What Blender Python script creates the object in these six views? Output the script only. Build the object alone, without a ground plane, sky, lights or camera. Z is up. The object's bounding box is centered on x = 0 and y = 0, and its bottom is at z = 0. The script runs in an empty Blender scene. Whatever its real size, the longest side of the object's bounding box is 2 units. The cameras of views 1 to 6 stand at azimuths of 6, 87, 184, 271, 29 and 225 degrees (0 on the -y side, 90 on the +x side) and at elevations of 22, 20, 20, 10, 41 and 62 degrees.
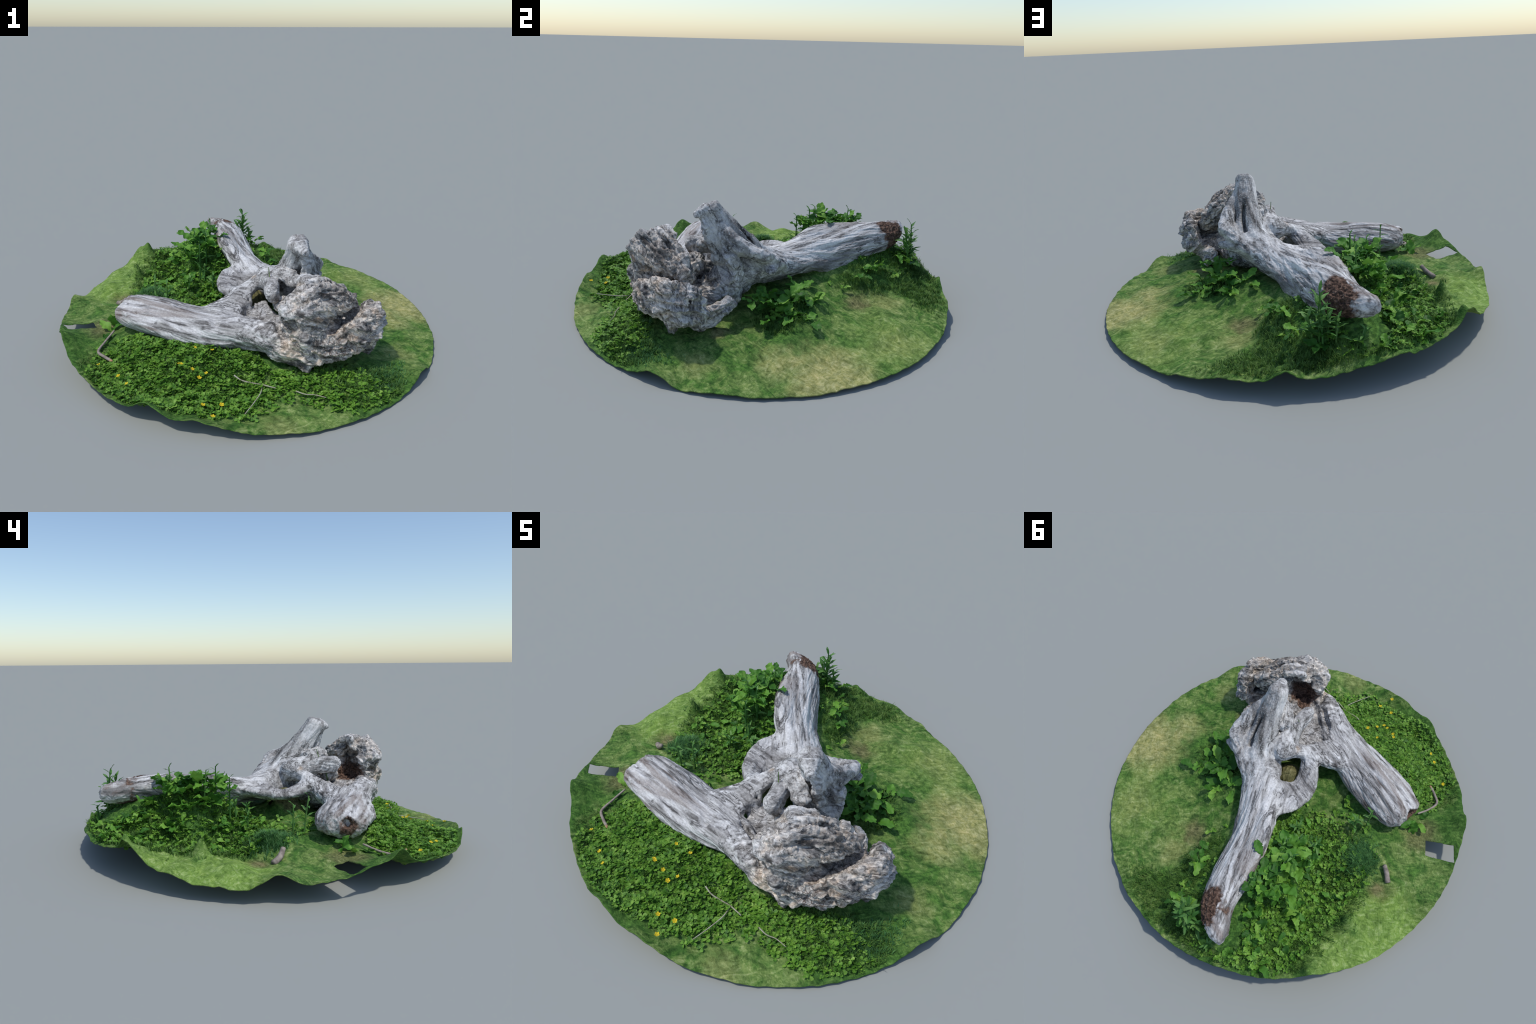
"""Weathered driftwood root lying on a round cut of meadow turf."""
import bpy, bmesh, math
import numpy as np
from mathutils import Vector, Matrix

rng = np.random.default_rng(7)
SCENE = bpy.context.scene
COL = SCENE.collection


# ------------------------------------------------------------------ numeric helpers
_P = np.random.default_rng(3).permutation(256).astype(np.int32)
_P = np.concatenate([_P, _P, _P])
_G = np.array([(1, 1, 0), (-1, 1, 0), (1, -1, 0), (-1, -1, 0), (1, 0, 1), (-1, 0, 1), (1, 0, -1), (-1, 0, -1),
               (0, 1, 1), (0, -1, 1), (0, 1, -1), (0, -1, -1)], dtype=np.float32)


def perlin(p):
    p = np.asarray(p, dtype=np.float32)
    i = np.floor(p).astype(np.int32)
    f = p - i
    i &= 255
    u = f * f * f * (f * (f * 6 - 15) + 10)
    out = np.zeros(len(p), dtype=np.float32)
    for dx in (0, 1):
        wx = u[:, 0] if dx else 1 - u[:, 0]
        for dy in (0, 1):
            wy = u[:, 1] if dy else 1 - u[:, 1]
            for dz in (0, 1):
                wz = u[:, 2] if dz else 1 - u[:, 2]
                g = _G[_P[_P[_P[i[:, 0] + dx] + i[:, 1] + dy] + i[:, 2] + dz] % 12]
                out += wx * wy * wz * (g[:, 0] * (f[:, 0] - dx) + g[:, 1] * (f[:, 1] - dy) + g[:, 2] * (f[:, 2] - dz))
    return out


def fbm(p, octaves=3, gain=0.5):
    s, a, q = 0.0, 1.0, np.asarray(p, dtype=np.float32)
    for _ in range(octaves):
        s = s + a * perlin(q)
        q = q * 2.03 + 17.3
        a *= gain
    return s


def ridged(p, octaves=3):
    s, a, q = 0.0, 1.0, np.asarray(p, dtype=np.float32)
    for _ in range(octaves):
        s = s + a * (1 - 2.4 * np.abs(perlin(q)))
        q = q * 2.1 + 9.1
        a *= 0.5
    return s


def smoothstep(a, b, x):
    t = np.clip((x - a) / (b - a), 0, 1)
    return t * t * (3 - 2 * t)


def catmull(pts, step):
    """Catmull-Rom through control rows (any number of columns), resampled about every `step` metres."""
    P = np.array(pts, dtype=float)
    P = np.vstack([2 * P[0] - P[1], P, 2 * P[-1] - P[-2]])
    out = []
    for k in range(1, len(P) - 2):
        n = max(2, int(np.linalg.norm(P[k + 1, :3] - P[k, :3]) / step))
        for t in np.linspace(0, 1, n, endpoint=False):
            a, b, c, d = P[k - 1], P[k], P[k + 1], P[k + 2]
            out.append(0.5 * (2 * b + (c - a) * t + (2 * a - 5 * b + 4 * c - d) * t * t + (3 * b - a - 3 * c + d) * t ** 3))
    out.append(P[-2])
    return np.array(out)


# ------------------------------------------------------------------ node helpers
def new_material(name):
    m = bpy.data.materials.new(name)
    m.use_nodes = True
    nt = m.node_tree
    nt.nodes.clear()
    return m, nt


class Nodes:
    def __init__(self, nt):
        self.nt = nt
        self.tc = nt.nodes.new("ShaderNodeTexCoord")
        self.obj = self.tc.outputs["Object"]

    def link(self, a, b):
        self.nt.links.new(a, b)

    def set(self, sock, v):
        if isinstance(v, bpy.types.NodeSocket):
            self.link(v, sock)
        else:
            sock.default_value = v

    def mapping(self, vec, rot=(0, 0, 0), scale=(1, 1, 1), loc=(0, 0, 0)):
        n = self.nt.nodes.new("ShaderNodeMapping")
        n.vector_type = "TEXTURE"
        self.link(vec, n.inputs["Vector"])
        n.inputs["Rotation"].default_value = rot
        n.inputs["Scale"].default_value = scale
        n.inputs["Location"].default_value = loc
        return n.outputs["Vector"]

    def noise(self, vec, scale, detail=4, rough=0.55, distort=0.0, out="Fac"):
        n = self.nt.nodes.new("ShaderNodeTexNoise")
        self.link(vec, n.inputs["Vector"])
        n.inputs["Scale"].default_value = scale
        n.inputs["Detail"].default_value = detail
        n.inputs["Roughness"].default_value = rough
        n.inputs["Distortion"].default_value = distort
        return n.outputs[out]

    def voronoi(self, vec, scale, feature="F1", out="Distance"):
        n = self.nt.nodes.new("ShaderNodeTexVoronoi")
        n.feature = feature
        self.link(vec, n.inputs["Vector"])
        n.inputs["Scale"].default_value = scale
        return n.outputs[out]

    def ramp(self, fac, stops, interp="LINEAR"):
        n = self.nt.nodes.new("ShaderNodeValToRGB")
        n.color_ramp.interpolation = interp
        e = n.color_ramp.elements
        while len(e) < len(stops):
            e.new(0.5)
        for el, (pos, c) in zip(e, stops):
            el.position = pos
            el.color = (*c, 1) if len(c) == 3 else c
        self.set(n.inputs["Fac"], fac)
        return n.outputs["Color"]

    def math(self, op, a, b=0.0, clamp=False):
        n = self.nt.nodes.new("ShaderNodeMath")
        n.operation = op
        n.use_clamp = clamp
        self.set(n.inputs[0], a)
        self.set(n.inputs[1], b)
        return n.outputs[0]

    def range(self, v, a, b, c=0.0, d=1.0):
        n = self.nt.nodes.new("ShaderNodeMapRange")
        n.interpolation_type = "SMOOTHSTEP"
        self.set(n.inputs["Value"], v)
        n.inputs["From Min"].default_value = a
        n.inputs["From Max"].default_value = b
        n.inputs["To Min"].default_value = c
        n.inputs["To Max"].default_value = d
        return n.outputs["Result"]

    def mix(self, fac, a, b, blend="MIX"):
        n = self.nt.nodes.new("ShaderNodeMix")
        n.data_type = "RGBA"
        n.blend_type = blend
        n.clamp_factor = True
        self.set(n.inputs["Factor"], fac)
        self.set(n.inputs[6], (*a, 1) if isinstance(a, tuple) and len(a) == 3 else a)
        self.set(n.inputs[7], (*b, 1) if isinstance(b, tuple) and len(b) == 3 else b)
        return n.outputs[2]

    def near(self, centre, r0, r1, wobble=None, amount=0.0, scale=(1, 1, 1)):
        """1 inside radius r0 of a centre, 0 outside r1, with a noisy border."""
        v = self.nt.nodes.new("ShaderNodeVectorMath")
        v.operation = "SUBTRACT"
        self.link(self.obj, v.inputs[0])
        v.inputs[1].default_value = centre
        s = self.nt.nodes.new("ShaderNodeVectorMath")
        s.operation = "MULTIPLY"
        self.link(v.outputs[0], s.inputs[0])
        s.inputs[1].default_value = scale
        l = self.nt.nodes.new("ShaderNodeVectorMath")
        l.operation = "LENGTH"
        self.link(s.outputs[0], l.inputs[0])
        d = l.outputs["Value"]
        if wobble is not None:
            d = self.math("ADD", d, self.math("MULTIPLY", self.math("SUBTRACT", wobble, 0.5), amount))
        return self.range(d, r0, r1, 1.0, 0.0)

    def bump(self, height, strength, dist, normal=None):
        n = self.nt.nodes.new("ShaderNodeBump")
        n.inputs["Strength"].default_value = strength
        n.inputs["Distance"].default_value = dist
        self.link(height, n.inputs["Height"])
        if normal is not None:
            self.link(normal, n.inputs["Normal"])
        return n.outputs["Normal"]

    def principled(self, color, rough=0.8, normal=None, spec=0.3, translucent=0.0):
        b = self.nt.nodes.new("ShaderNodeBsdfPrincipled")
        self.set(b.inputs["Base Color"], (*color, 1) if isinstance(color, tuple) else color)
        self.set(b.inputs["Roughness"], rough)
        b.inputs["Specular IOR Level"].default_value = spec
        if normal is not None:
            self.link(normal, b.inputs["Normal"])
        out = self.nt.nodes.new("ShaderNodeOutputMaterial")
        sh = b.outputs[0]
        if translucent:
            t = self.nt.nodes.new("ShaderNodeBsdfTranslucent")
            self.set(t.inputs["Color"], (*color, 1) if isinstance(color, tuple) else color)
            mx = self.nt.nodes.new("ShaderNodeMixShader")
            mx.inputs[0].default_value = translucent
            self.link(sh, mx.inputs[1])
            self.link(t.outputs[0], mx.inputs[2])
            sh = mx.outputs[0]
        self.link(sh, out.inputs["Surface"])


# ------------------------------------------------------------------ materials
def wood_material():
    m, nt = new_material("weathered_grey_wood")
    N = Nodes(nt)
    sep = nt.nodes.new("ShaderNodeSeparateXYZ")
    N.link(N.obj, sep.inputs[0])
    X, Y, Z = sep.outputs

    def streak(rot, stretch, seed):
        v = N.mapping(N.obj, rot=rot, scale=(stretch, 1, 1), loc=(seed, seed * .7, 0))
        return N.noise(v, 38, 6, 0.62, 0.5), N.noise(v, 9, 5, 0.6, 0.8)
    lim = streak((0, math.radians(-3), math.radians(165)), 8.0, 0.0)
    trk = streak((0, math.radians(-6), math.radians(117)), 11.0, 3.0)
    hrn = streak((0, math.radians(52), math.radians(112)), 7.0, 7.0)
    gv = N.mapping(N.obj, rot=(0, math.radians(25), math.radians(35)), scale=(2.2, 1, 1))
    brl = (N.noise(gv, 32, 7, 0.65, 1.6), N.noise(gv, 8, 6, 0.6, 2.0))
    w_trk = N.range(Y, -0.03, 0.10)
    w_lim = N.range(X, 0.10, -0.03)
    w_hrn = N.near((0.22, -0.12, 0.47), 0.15, 0.24)

    def blend(k):
        f = N.mix(w_hrn, brl[k], hrn[k])
        f = N.mix(w_lim, f, lim[k])
        return N.mix(w_trk, f, trk[k])
    fine, broad = blend(0), blend(1)
    iso = N.noise(N.obj, 14, 5, 0.6, 0.3)
    speck = N.noise(N.obj, 120, 3, 0.6)
    patch = N.noise(N.obj, 5.5, 5, 0.6, 0.8)

    grey = N.ramp(fine, [(0.29, (0.060, 0.055, 0.052)), (0.38, (0.20, 0.192, 0.185)), (0.46, (0.42, 0.410, 0.398)), (0.55, (0.61, 0.60, 0.585)), (0.66, (0.76, 0.75, 0.735))])
    dark = N.ramp(broad, [(0.36, (0.26, 0.25, 0.245)), (0.45, (0.70, 0.69, 0.68)), (0.52, (1, 1, 1)), (0.66, (1.1, 1.1, 1.09))])
    col = N.mix(0.9, grey, dark, "MULTIPLY")
    # thin dark splits along the grain
    crack = N.math("MULTIPLY", N.ramp(broad, [(0.470, (0, 0, 0)), (0.486, (1, 1, 1)), (0.502, (0, 0, 0))]), N.range(patch, 0.40, 0.52))
    col = N.mix(N.math("MULTIPLY", crack, 0.9), col, (0.035, 0.032, 0.031))
    # warm cream and tan on the root mass, with dark blotches
    w_root = N.near((0.44, -0.50, 0.24), 0.19, 0.36, iso, 0.3)
    tan = N.ramp(N.noise(gv, 13, 6, 0.62, 1.4), [(0.36, (0.16, 0.15, 0.15)), (0.43, (0.62, 0.59, 0.55)), (0.50, (1.05, 0.97, 0.87)), (0.60, (1.32, 1.12, 0.92)), (0.70, (1.1, 0.86, 0.62))])
    col = N.mix(N.math("MULTIPLY", w_root, 0.9), col, N.mix(1.0, col, tan, "MULTIPLY"))
    # drying checks on the lower root
    check = N.range(N.voronoi(N.obj, 42, "DISTANCE_TO_EDGE"), 0.02, 0.07, 1.0, 0.0)
    check = N.math("MULTIPLY", check, N.near((0.46, -0.60, 0.20), 0.05, 0.10, iso, 0.08))
    col = N.mix(N.math("MULTIPLY", check, 0.8), col, (0.09, 0.055, 0.04))
    # brown stains along the log
    stain = N.math("MULTIPLY", N.range(lim[1], 0.52, 0.64), N.range(X, -0.05, -0.3))
    col = N.mix(N.math("MULTIPLY", stain, 0.55), col, (0.15, 0.10, 0.075))
    # rotten brown core on the tip of the trunk, in the log end and inside the hollow
    rotv = N.noise(N.obj, 42, 6, 0.7, 1.2)
    rot_col = N.ramp(rotv, [(0.32, (0.018, 0.012, 0.010)), (0.46, (0.075, 0.045, 0.032)), (0.58, (0.19, 0.115, 0.080)), (0.72, (0.34, 0.26, 0.20))])
    for c, r0, r1, sc in (((-0.218, 0.752, 0.285), 0.078, 0.098, (1.0, 0.78, 0.75)), ((-0.615, -0.335, 0.205), 0.03, 0.05, (1, 1, 1)),
                          ((0.285, -0.47, 0.30), 0.07, 0.11, (1, 1, 1))):
        col = N.mix(N.near(c, r0, r1, iso, 0.13, sc), col, rot_col)
    # ochre spot on the bridge
    col = N.mix(N.math("MULTIPLY", N.near((0.055, -0.16, 0.335), 0.008, 0.03, iso, 0.05), 0.7), col, (0.42, 0.25, 0.10))
    # lichen flecks on the horn
    col = N.mix(N.math("MULTIPLY", N.math("MULTIPLY", N.range(speck, 0.56, 0.62), w_hrn), 0.6), col, (0.55, 0.55, 0.52))
    col = N.mix(0.25, col, N.ramp(speck, [(0.35, (0.35, 0.35, 0.35)), (0.6, (1.2, 1.2, 1.2))]), "MULTIPLY")
    n1 = N.bump(fine, 0.55, 0.006)
    n2 = N.bump(speck, 0.25, 0.002, n1)
    N.principled(col, 0.85, n2, 0.2)
    return m


def turf_material():
    m, nt = new_material("meadow_turf")
    N = Nodes(nt)
    a = N.noise(N.obj, 7, 6, 0.6, 1.5)
    b = N.noise(N.mapping(N.obj, rot=(0, 0, 0.6), scale=(2.2, 1, 1)), 26, 6, 0.62, 2.2)
    c = N.noise(N.mapping(N.obj, rot=(0, 0, -0.7), scale=(2.2, 1, 1)), 80, 4, 0.6, 1.5)
    wob = N.noise(N.obj, 4, 4, 0.6)
    blades = N.math("ADD", N.math("MULTIPLY", b, 0.6), N.math("MULTIPLY", c, 0.4))
    base = N.ramp(blades, [(0.32, (0.045, 0.085, 0.022)), (0.44, (0.110, 0.185, 0.045)), (0.54, (0.185, 0.270, 0.075)), (0.66, (0.34, 0.40, 0.17))])
    lush = N.ramp(blades, [(0.34, (0.018, 0.055, 0.012)), (0.48, (0.052, 0.130, 0.024)), (0.58, (0.095, 0.21, 0.038)), (0.70, (0.18, 0.31, 0.075))])
    dry = N.ramp(blades, [(0.32, (0.17, 0.18, 0.050)), (0.47, (0.34, 0.33, 0.12)), (0.62, (0.52, 0.48, 0.24))])
    lime = N.ramp(blades, [(0.32, (0.09, 0.17, 0.028)), (0.5, (0.20, 0.32, 0.065)), (0.65, (0.36, 0.46, 0.18))])
    soil = N.ramp(blades, [(0.35, (0.06, 0.05, 0.025)), (0.5, (0.17, 0.14, 0.07)), (0.65, (0.30, 0.25, 0.14))])
    col = N.mix(N.range(a, 0.40, 0.60), lush, base)
    # lush dark growth close to the wood and under the clover
    for cx, cy, r0, r1, f in ((-0.25, -0.68, 0.2, 0.42, 0.9), (0.68, -0.60, 0.1, 0.30, 0.9), (-0.35, 0.45, 0.30, 0.50, 0.95),
                              (0.40, 0.10, 0.08, 0.22, 0.9), (-0.05, 0.75, 0.12, 0.28, 0.8), (-0.92, -0.45, 0.12, 0.24, 0.8)):
        col = N.mix(N.math("MULTIPLY", N.near((cx, cy, 0.1), r0, r1, wob, 0.35, (1, 1, 0)), f), col, lush)
    # straw-coloured worn grass and pale lime rim
    for cx, cy, r0, r1, f in ((0.86, 0.26, 0.08, 0.26, 0.85), (0.78, 0.02, 0.03, 0.16, 0.5), (0.25, 0.62, 0.03, 0.14, 0.4), (0.62, 0.62, 0.0, 0.2, 0.45), (0.75, -0.30, 0.0, 0.12, 0.3), (0.2, -0.93, 0.0, 0.1, 0.35)):
        col = N.mix(N.math("MULTIPLY", N.near((cx, cy, 0.0), r0, r1, wob, 0.4, (1, 1, 0)), f), col, dry)
    for cx, cy, r0, r1, f in ((-0.90, 0.20, 0.12, 0.30, 0.9), (-0.80, 0.45, 0.06, 0.22, 0.7), (0.60, 0.60, 0.10, 0.35, 0.35)):
        col = N.mix(N.math("MULTIPLY", N.near((cx, cy, 0.0), r0, r1, wob, 0.4, (1, 1, 0)), f), col, lime)
    for cx, cy, r0, r1, f in ((0.03, -0.08, 0.05, 0.10, 0.8), (0.22, 0.50, 0.02, 0.11, 0.7), (-0.72, 0.05, 0.01, 0.09, 0.8), (0.55, -0.22, 0.01, 0.10, 0.7), (-0.72, -0.30, 0.0, 0.12, 0.6)):
        col = N.mix(N.math("MULTIPLY", N.near((cx, cy, 0.0), r0, r1, wob, 0.3, (1, 1, 0)), f), col, soil)
    blotch = N.noise(N.obj, 11, 5, 0.65, 2.5)
    col = N.mix(0.75, col, N.ramp(blotch, [(0.34, (0.50, 0.56, 0.50)), (0.48, (0.95, 0.97, 0.95)), (0.58, (1.12, 1.08, 1.05)), (0.70, (1.35, 1.22, 1.25))]), "MULTIPLY")
    n1 = N.bump(blades, 0.5, 0.012)
    N.principled(col, 0.85, n1, 0.15)
    return m


def leaf_material(name, stops, per_object=True, translucent=0.22):
    m, nt = new_material(name)
    N = Nodes(nt)
    if per_object:
        oi = nt.nodes.new("ShaderNodeObjectInfo")
        f = N.math("ADD", N.math("MULTIPLY", oi.outputs["Random"], 0.75), N.math("MULTIPLY", N.noise(N.obj, 3.0, 4, 0.6), 0.35))
    else:
        f = N.math("ADD", N.math("MULTIPLY", N.noise(N.obj, 30, 3, 0.6), 0.65), N.math("MULTIPLY", N.noise(N.obj, 110, 2, 0.6), 0.35))
    col = N.ramp(f, stops)
    N.principled(col, 0.55, None, 0.3, translucent)
    return m


def plain_material(name, stops, scale=40, rough=0.8):
    m, nt = new_material(name)
    N = Nodes(nt)
    N.principled(N.ramp(N.noise(N.obj, scale, 4, 0.6), stops), rough)
    return m


MAT_WOOD = wood_material()
MAT_TURF = turf_material()
MAT_LEAF = leaf_material("broad_leaf_green", [(0.15, (0.030, 0.110, 0.014)), (0.45, (0.080, 0.235, 0.028)), (0.75, (0.155, 0.36, 0.045)), (1.0, (0.27, 0.48, 0.08))])
MAT_WEED = leaf_material("weed_leaf_green", [(0.2, (0.055, 0.17, 0.035)), (0.6, (0.11, 0.26, 0.055)), (1.0, (0.20, 0.36, 0.10))])
MAT_CLOVER = leaf_material("clover_green", [(0.31, (0.020, 0.070, 0.010)), (0.43, (0.080, 0.215, 0.022)), (0.55, (0.175, 0.36, 0.042)), (0.68, (0.33, 0.52, 0.10))], False)
MAT_GRASS = leaf_material("grass_blade_green", [(0.32, (0.030, 0.080, 0.014)), (0.5, (0.085, 0.19, 0.032)), (0.62, (0.17, 0.29, 0.065)), (0.75, (0.32, 0.38, 0.15))], False)
MAT_CUSHION = leaf_material("blue_green_grass", [(0.32, (0.030, 0.095, 0.030)), (0.5, (0.075, 0.21, 0.060)), (0.62, (0.14, 0.31, 0.095)), (0.75, (0.24, 0.42, 0.16))], False)
MAT_FLOWER = plain_material("buttercup_yellow", [(0.3, (0.55, 0.40, 0.01)), (0.7, (0.80, 0.62, 0.03))])
MAT_TWIG = plain_material("dry_pale_stalk", [(0.3, (0.22, 0.20, 0.12)), (0.7, (0.46, 0.45, 0.36))])
MAT_STICK = plain_material("dry_stick_bark", [(0.3, (0.16, 0.13, 0.11)), (0.7, (0.40, 0.34, 0.29))])
MAT_CUT = plain_material("broken_stick_end", [(0.3, (0.42, 0.14, 0.08)), (0.7, (0.55, 0.38, 0.22))], 90)


# ------------------------------------------------------------------ turf height field
# rim heights (degrees from +x, metres) and interior ground heights, interpolated by a thin-plate spline
RIM = [(0, .012), (11, .012), (30, .022), (44, .024), (54, .030), (59, .028), (64, .050), (69, .050), (75, .074), (80, .072), (86, .080),
       (90, .118), (93, .095), (98, .082), (104, .096), (110, .105), (118, .125), (124, .118), (129, .134), (138, .164), (142, .200),
       (146, .150), (150, .110), (156, .097), (161, .074), (168, .068), (174, .064), (178, .105), (181, .133), (187, .090), (191, .091), (198, .110),
       (204, .142), (208, .152), (211.5, .190), (214.5, .146), (218, .114), (224, .104), (228, .091), (233, .085), (237, .074), (241, .068), (244, .069), (247.5, .091), (250.6, .123), (253.5, .108), (256, .085), (259, .071), (264, .088),
       (273, .050), (282, .026), (298, .012), (312, .010), (322, .012), (326, .026), (330, .053), (333, .050), (338, .011), (345, .016)]
GROUND = [(.14, -.69, .040), (.01, -.68, .065), (.08, -.88, .026), (.42, -.745, .036), (-.17, -.717, .082), (-.30, -.72, .080),
          (-.04, -.92, .042), (-.18, -.87, .046), (-.31, -.83, .046), (-.46, -.78, .050), (-.57, -.71, .048), (-.02, -.58, .120), (-.10, -.60, .128), (-.18, -.56, .138), (-.32, -.53, .138), (-.45, -.52, .125), (-.45, -.64, .085), (-.57, -.61, .072), (-.665, -.54, .072),
          (-.645, -.40, .105), (-.80, -.25, .098), (-.93, -.31, .106), (-.88, -.386, .128), (-.75, -.318, .103), (-.68, -.04, .10), (-.74, .02, .075),
          (-.56, .02, .110), (-.72, .31, .115), (-.86, .15, .10), (-.45, .20, .085), (-.50, .32, .070), (-.50, .46, .140), (-.32, .27, .190), (-.27, .36, .30), (-.33, .37, .29), (-.30, .46, .31), (-.37, .47, .265), (-.58, .50, .110),
          (-.40, .60, .205), (-.345, .68, .235), (-.60, .62, .125), (-.32, .58, .26), (-.42, .75, .18), (-.25, .88, .160), (-.07, .86, .105), (.02, .62, .150), (-.07, .72, .165), (.12, .48, .088), (.31, .29, .080), (.50, .04, .072), (.60, .30, .055),
          (.45, .42, .062), (.30, .52, .058), (.40, .10, .100), (.24, .16, .145), (.20, 0, .11), (.20, -.40, .08), (.02, -.05, .12), (-.2, -.1, .100), (-.2, .1, .11), (-.40, -.18, .130), (-.25, -.22, .125), (.20, -.60, .088), (.10, -.60, .108), (.32, -.64, .072), (.45, -.66, .060), (.62, -.58, .048),
          (.75, -.25, .036), (.55, -.18, .064), (.42, -.13, .062), (.72, -.55, .030), (.80, .50, .030), (.35, .80, .050), (.10, .85, .075), (-.62, .80, .13), (.62, .62, .036), (.82, .15, .030), (.60, -.75, .028), (.28, -.90, .026)]


def thin_plate():
    pts = [(math.cos(math.radians(a)), math.sin(math.radians(a)), z) for a, z in RIM] + GROUND
    P = np.array(pts)
    n = len(P)
    r2 = ((P[:, None, :2] - P[None, :, :2]) ** 2).sum(-1)
    K = np.where(r2 > 0, r2 * np.log(r2 + 1e-12), 0) + np.eye(n) * 2e-4
    A = np.zeros((n + 3, n + 3))
    A[:n, :n] = K
    A[:n, n] = A[n, :n] = 1
    A[:n, n + 1:] = P[:, :2]
    A[n + 1:, :n] = P[:, :2].T
    w = np.linalg.solve(A, np.concatenate([P[:, 2], np.zeros(3)]))
    return P[:, :2], w


TP, TW = thin_plate()


def lush_mask(x, y):
    """Where tall growth stands: clover bank in front, leaf bank between the limbs, tufts under the roots."""
    d = lambda cx, cy, rx, ry: np.hypot((x - cx) / rx, (y - cy) / ry)
    f = np.maximum.reduce([1.25 - d(-.25, -.64, .42, .26), 1.25 - d(-.38, .42, .34, .45), 1.2 - d(-.15, .88, .45, .16), 1.15 - d(.42, .08, .16, .14), 1.1 - d(.55, -.62, .3, .16), 1.1 - d(.05, .65, .1, .25)])
    return smoothstep(0.0, 0.35, f)


def ground_z(x, y):
    x = np.atleast_1d(np.asarray(x, float))
    y = np.atleast_1d(np.asarray(y, float))
    out = np.zeros(len(x))
    for s in range(0, len(x), 20000):
        xs, ys = x[s:s + 20000], y[s:s + 20000]
        r2 = (xs[:, None] - TP[None, :, 0]) ** 2 + (ys[:, None] - TP[None, :, 1]) ** 2
        out[s:s + 20000] = np.where(r2 > 0, r2 * np.log(r2 + 1e-12), 0) @ TW[:-3] + TW[-3] + TW[-2] * xs + TW[-1] * ys
    q = np.stack([x, y, np.zeros_like(x)], 1)
    edge = smoothstep(1.0, 0.93, np.hypot(x, y))
    out += fbm(q * 7, 3) * 0.012 * (0.35 + 0.65 * edge) + fbm(q * 26 + 5, 2) * 0.004
    lm = lush_mask(x, y)
    out += lm * (0.5 + 0.5 * edge) * (ridged(q * 11 + 2, 2) * 0.010 + fbm(q * 38, 2) * 0.010 - 0.006)
    for cx, cy, r, h in ((-.72, .31, .03, .075), (-.741, .633, .022, .045), (.50, .20, .05, .035), (.49, .65, .055, .040), (.30, .30, .05, .030), (.36, .62, .07, .025),
                         (.62, .12, .07, .02), (-.55, .03, .08, .03), (-.87, .17, .06, .03), (.035, -.075, .095, .120)):
        out += h * np.exp(-((x - cx) ** 2 + (y - cy) ** 2) / (r * r))
    out += np.exp(-((x - .035) ** 2 + (y + .075) ** 2) / .009) * ridged(q * 30 + 8, 3) * 0.010
    return np.maximum(out, 0.006)


_GN = 501
_gx = np.linspace(-1, 1, _GN)
_GT = ground_z(*[m.ravel() for m in np.meshgrid(_gx, _gx, indexing="ij")]).reshape(_GN, _GN)


def ground_at(x, y):
    """Turf height under one point, from the tabulated field."""
    fx, fy = (x + 1) / 2 * (_GN - 1), (y + 1) / 2 * (_GN - 1)
    i, j = min(int(fx), _GN - 2), min(int(fy), _GN - 2)
    a, b = fx - i, fy - j
    return float(_GT[i, j] * (1 - a) * (1 - b) + _GT[i + 1, j] * a * (1 - b) + _GT[i, j + 1] * (1 - a) * b + _GT[i + 1, j + 1] * a * b)


def mesh_object(name, verts, faces, mat, parent=None, smooth=True):
    me = bpy.data.meshes.new(name)
    verts = np.asarray(verts, dtype=np.float32)
    me.vertices.add(len(verts))
    me.vertices.foreach_set("co", verts.ravel())
    if isinstance(faces, np.ndarray):
        k = faces.shape[1]
        me.loops.add(faces.size)
        me.loops.foreach_set("vertex_index", faces.ravel().astype(np.int32))
        me.polygons.add(len(faces))
        me.polygons.foreach_set("loop_start", np.arange(0, faces.size, k, dtype=np.int32))
        me.update(calc_edges=True)
        me.validate()
    else:
        me = bpy.data.meshes.new(name)
        me.from_pydata([tuple(map(float, v)) for v in verts], [], faces)
    me.polygons.foreach_set("use_smooth", [smooth] * len(me.polygons))
    me.materials.append(mat)
    ob = bpy.data.objects.new(name, me)
    COL.objects.link(ob)
    if parent:
        ob.parent = parent
    return ob


def empty(name, label, category):
    e = bpy.data.objects.new(name, None)
    e.empty_display_size = 0.1
    COL.objects.link(e)
    e["label"] = label
    e["category"] = category
    return e


PATCH = empty("meadow_patch", "round wavy cut of green meadow turf with clover, broad leaves and weeds", "grass patch")
ROOT = empty("driftwood_root", "gnarled silver grey weathered tree root with two thick limbs", "driftwood")


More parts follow.
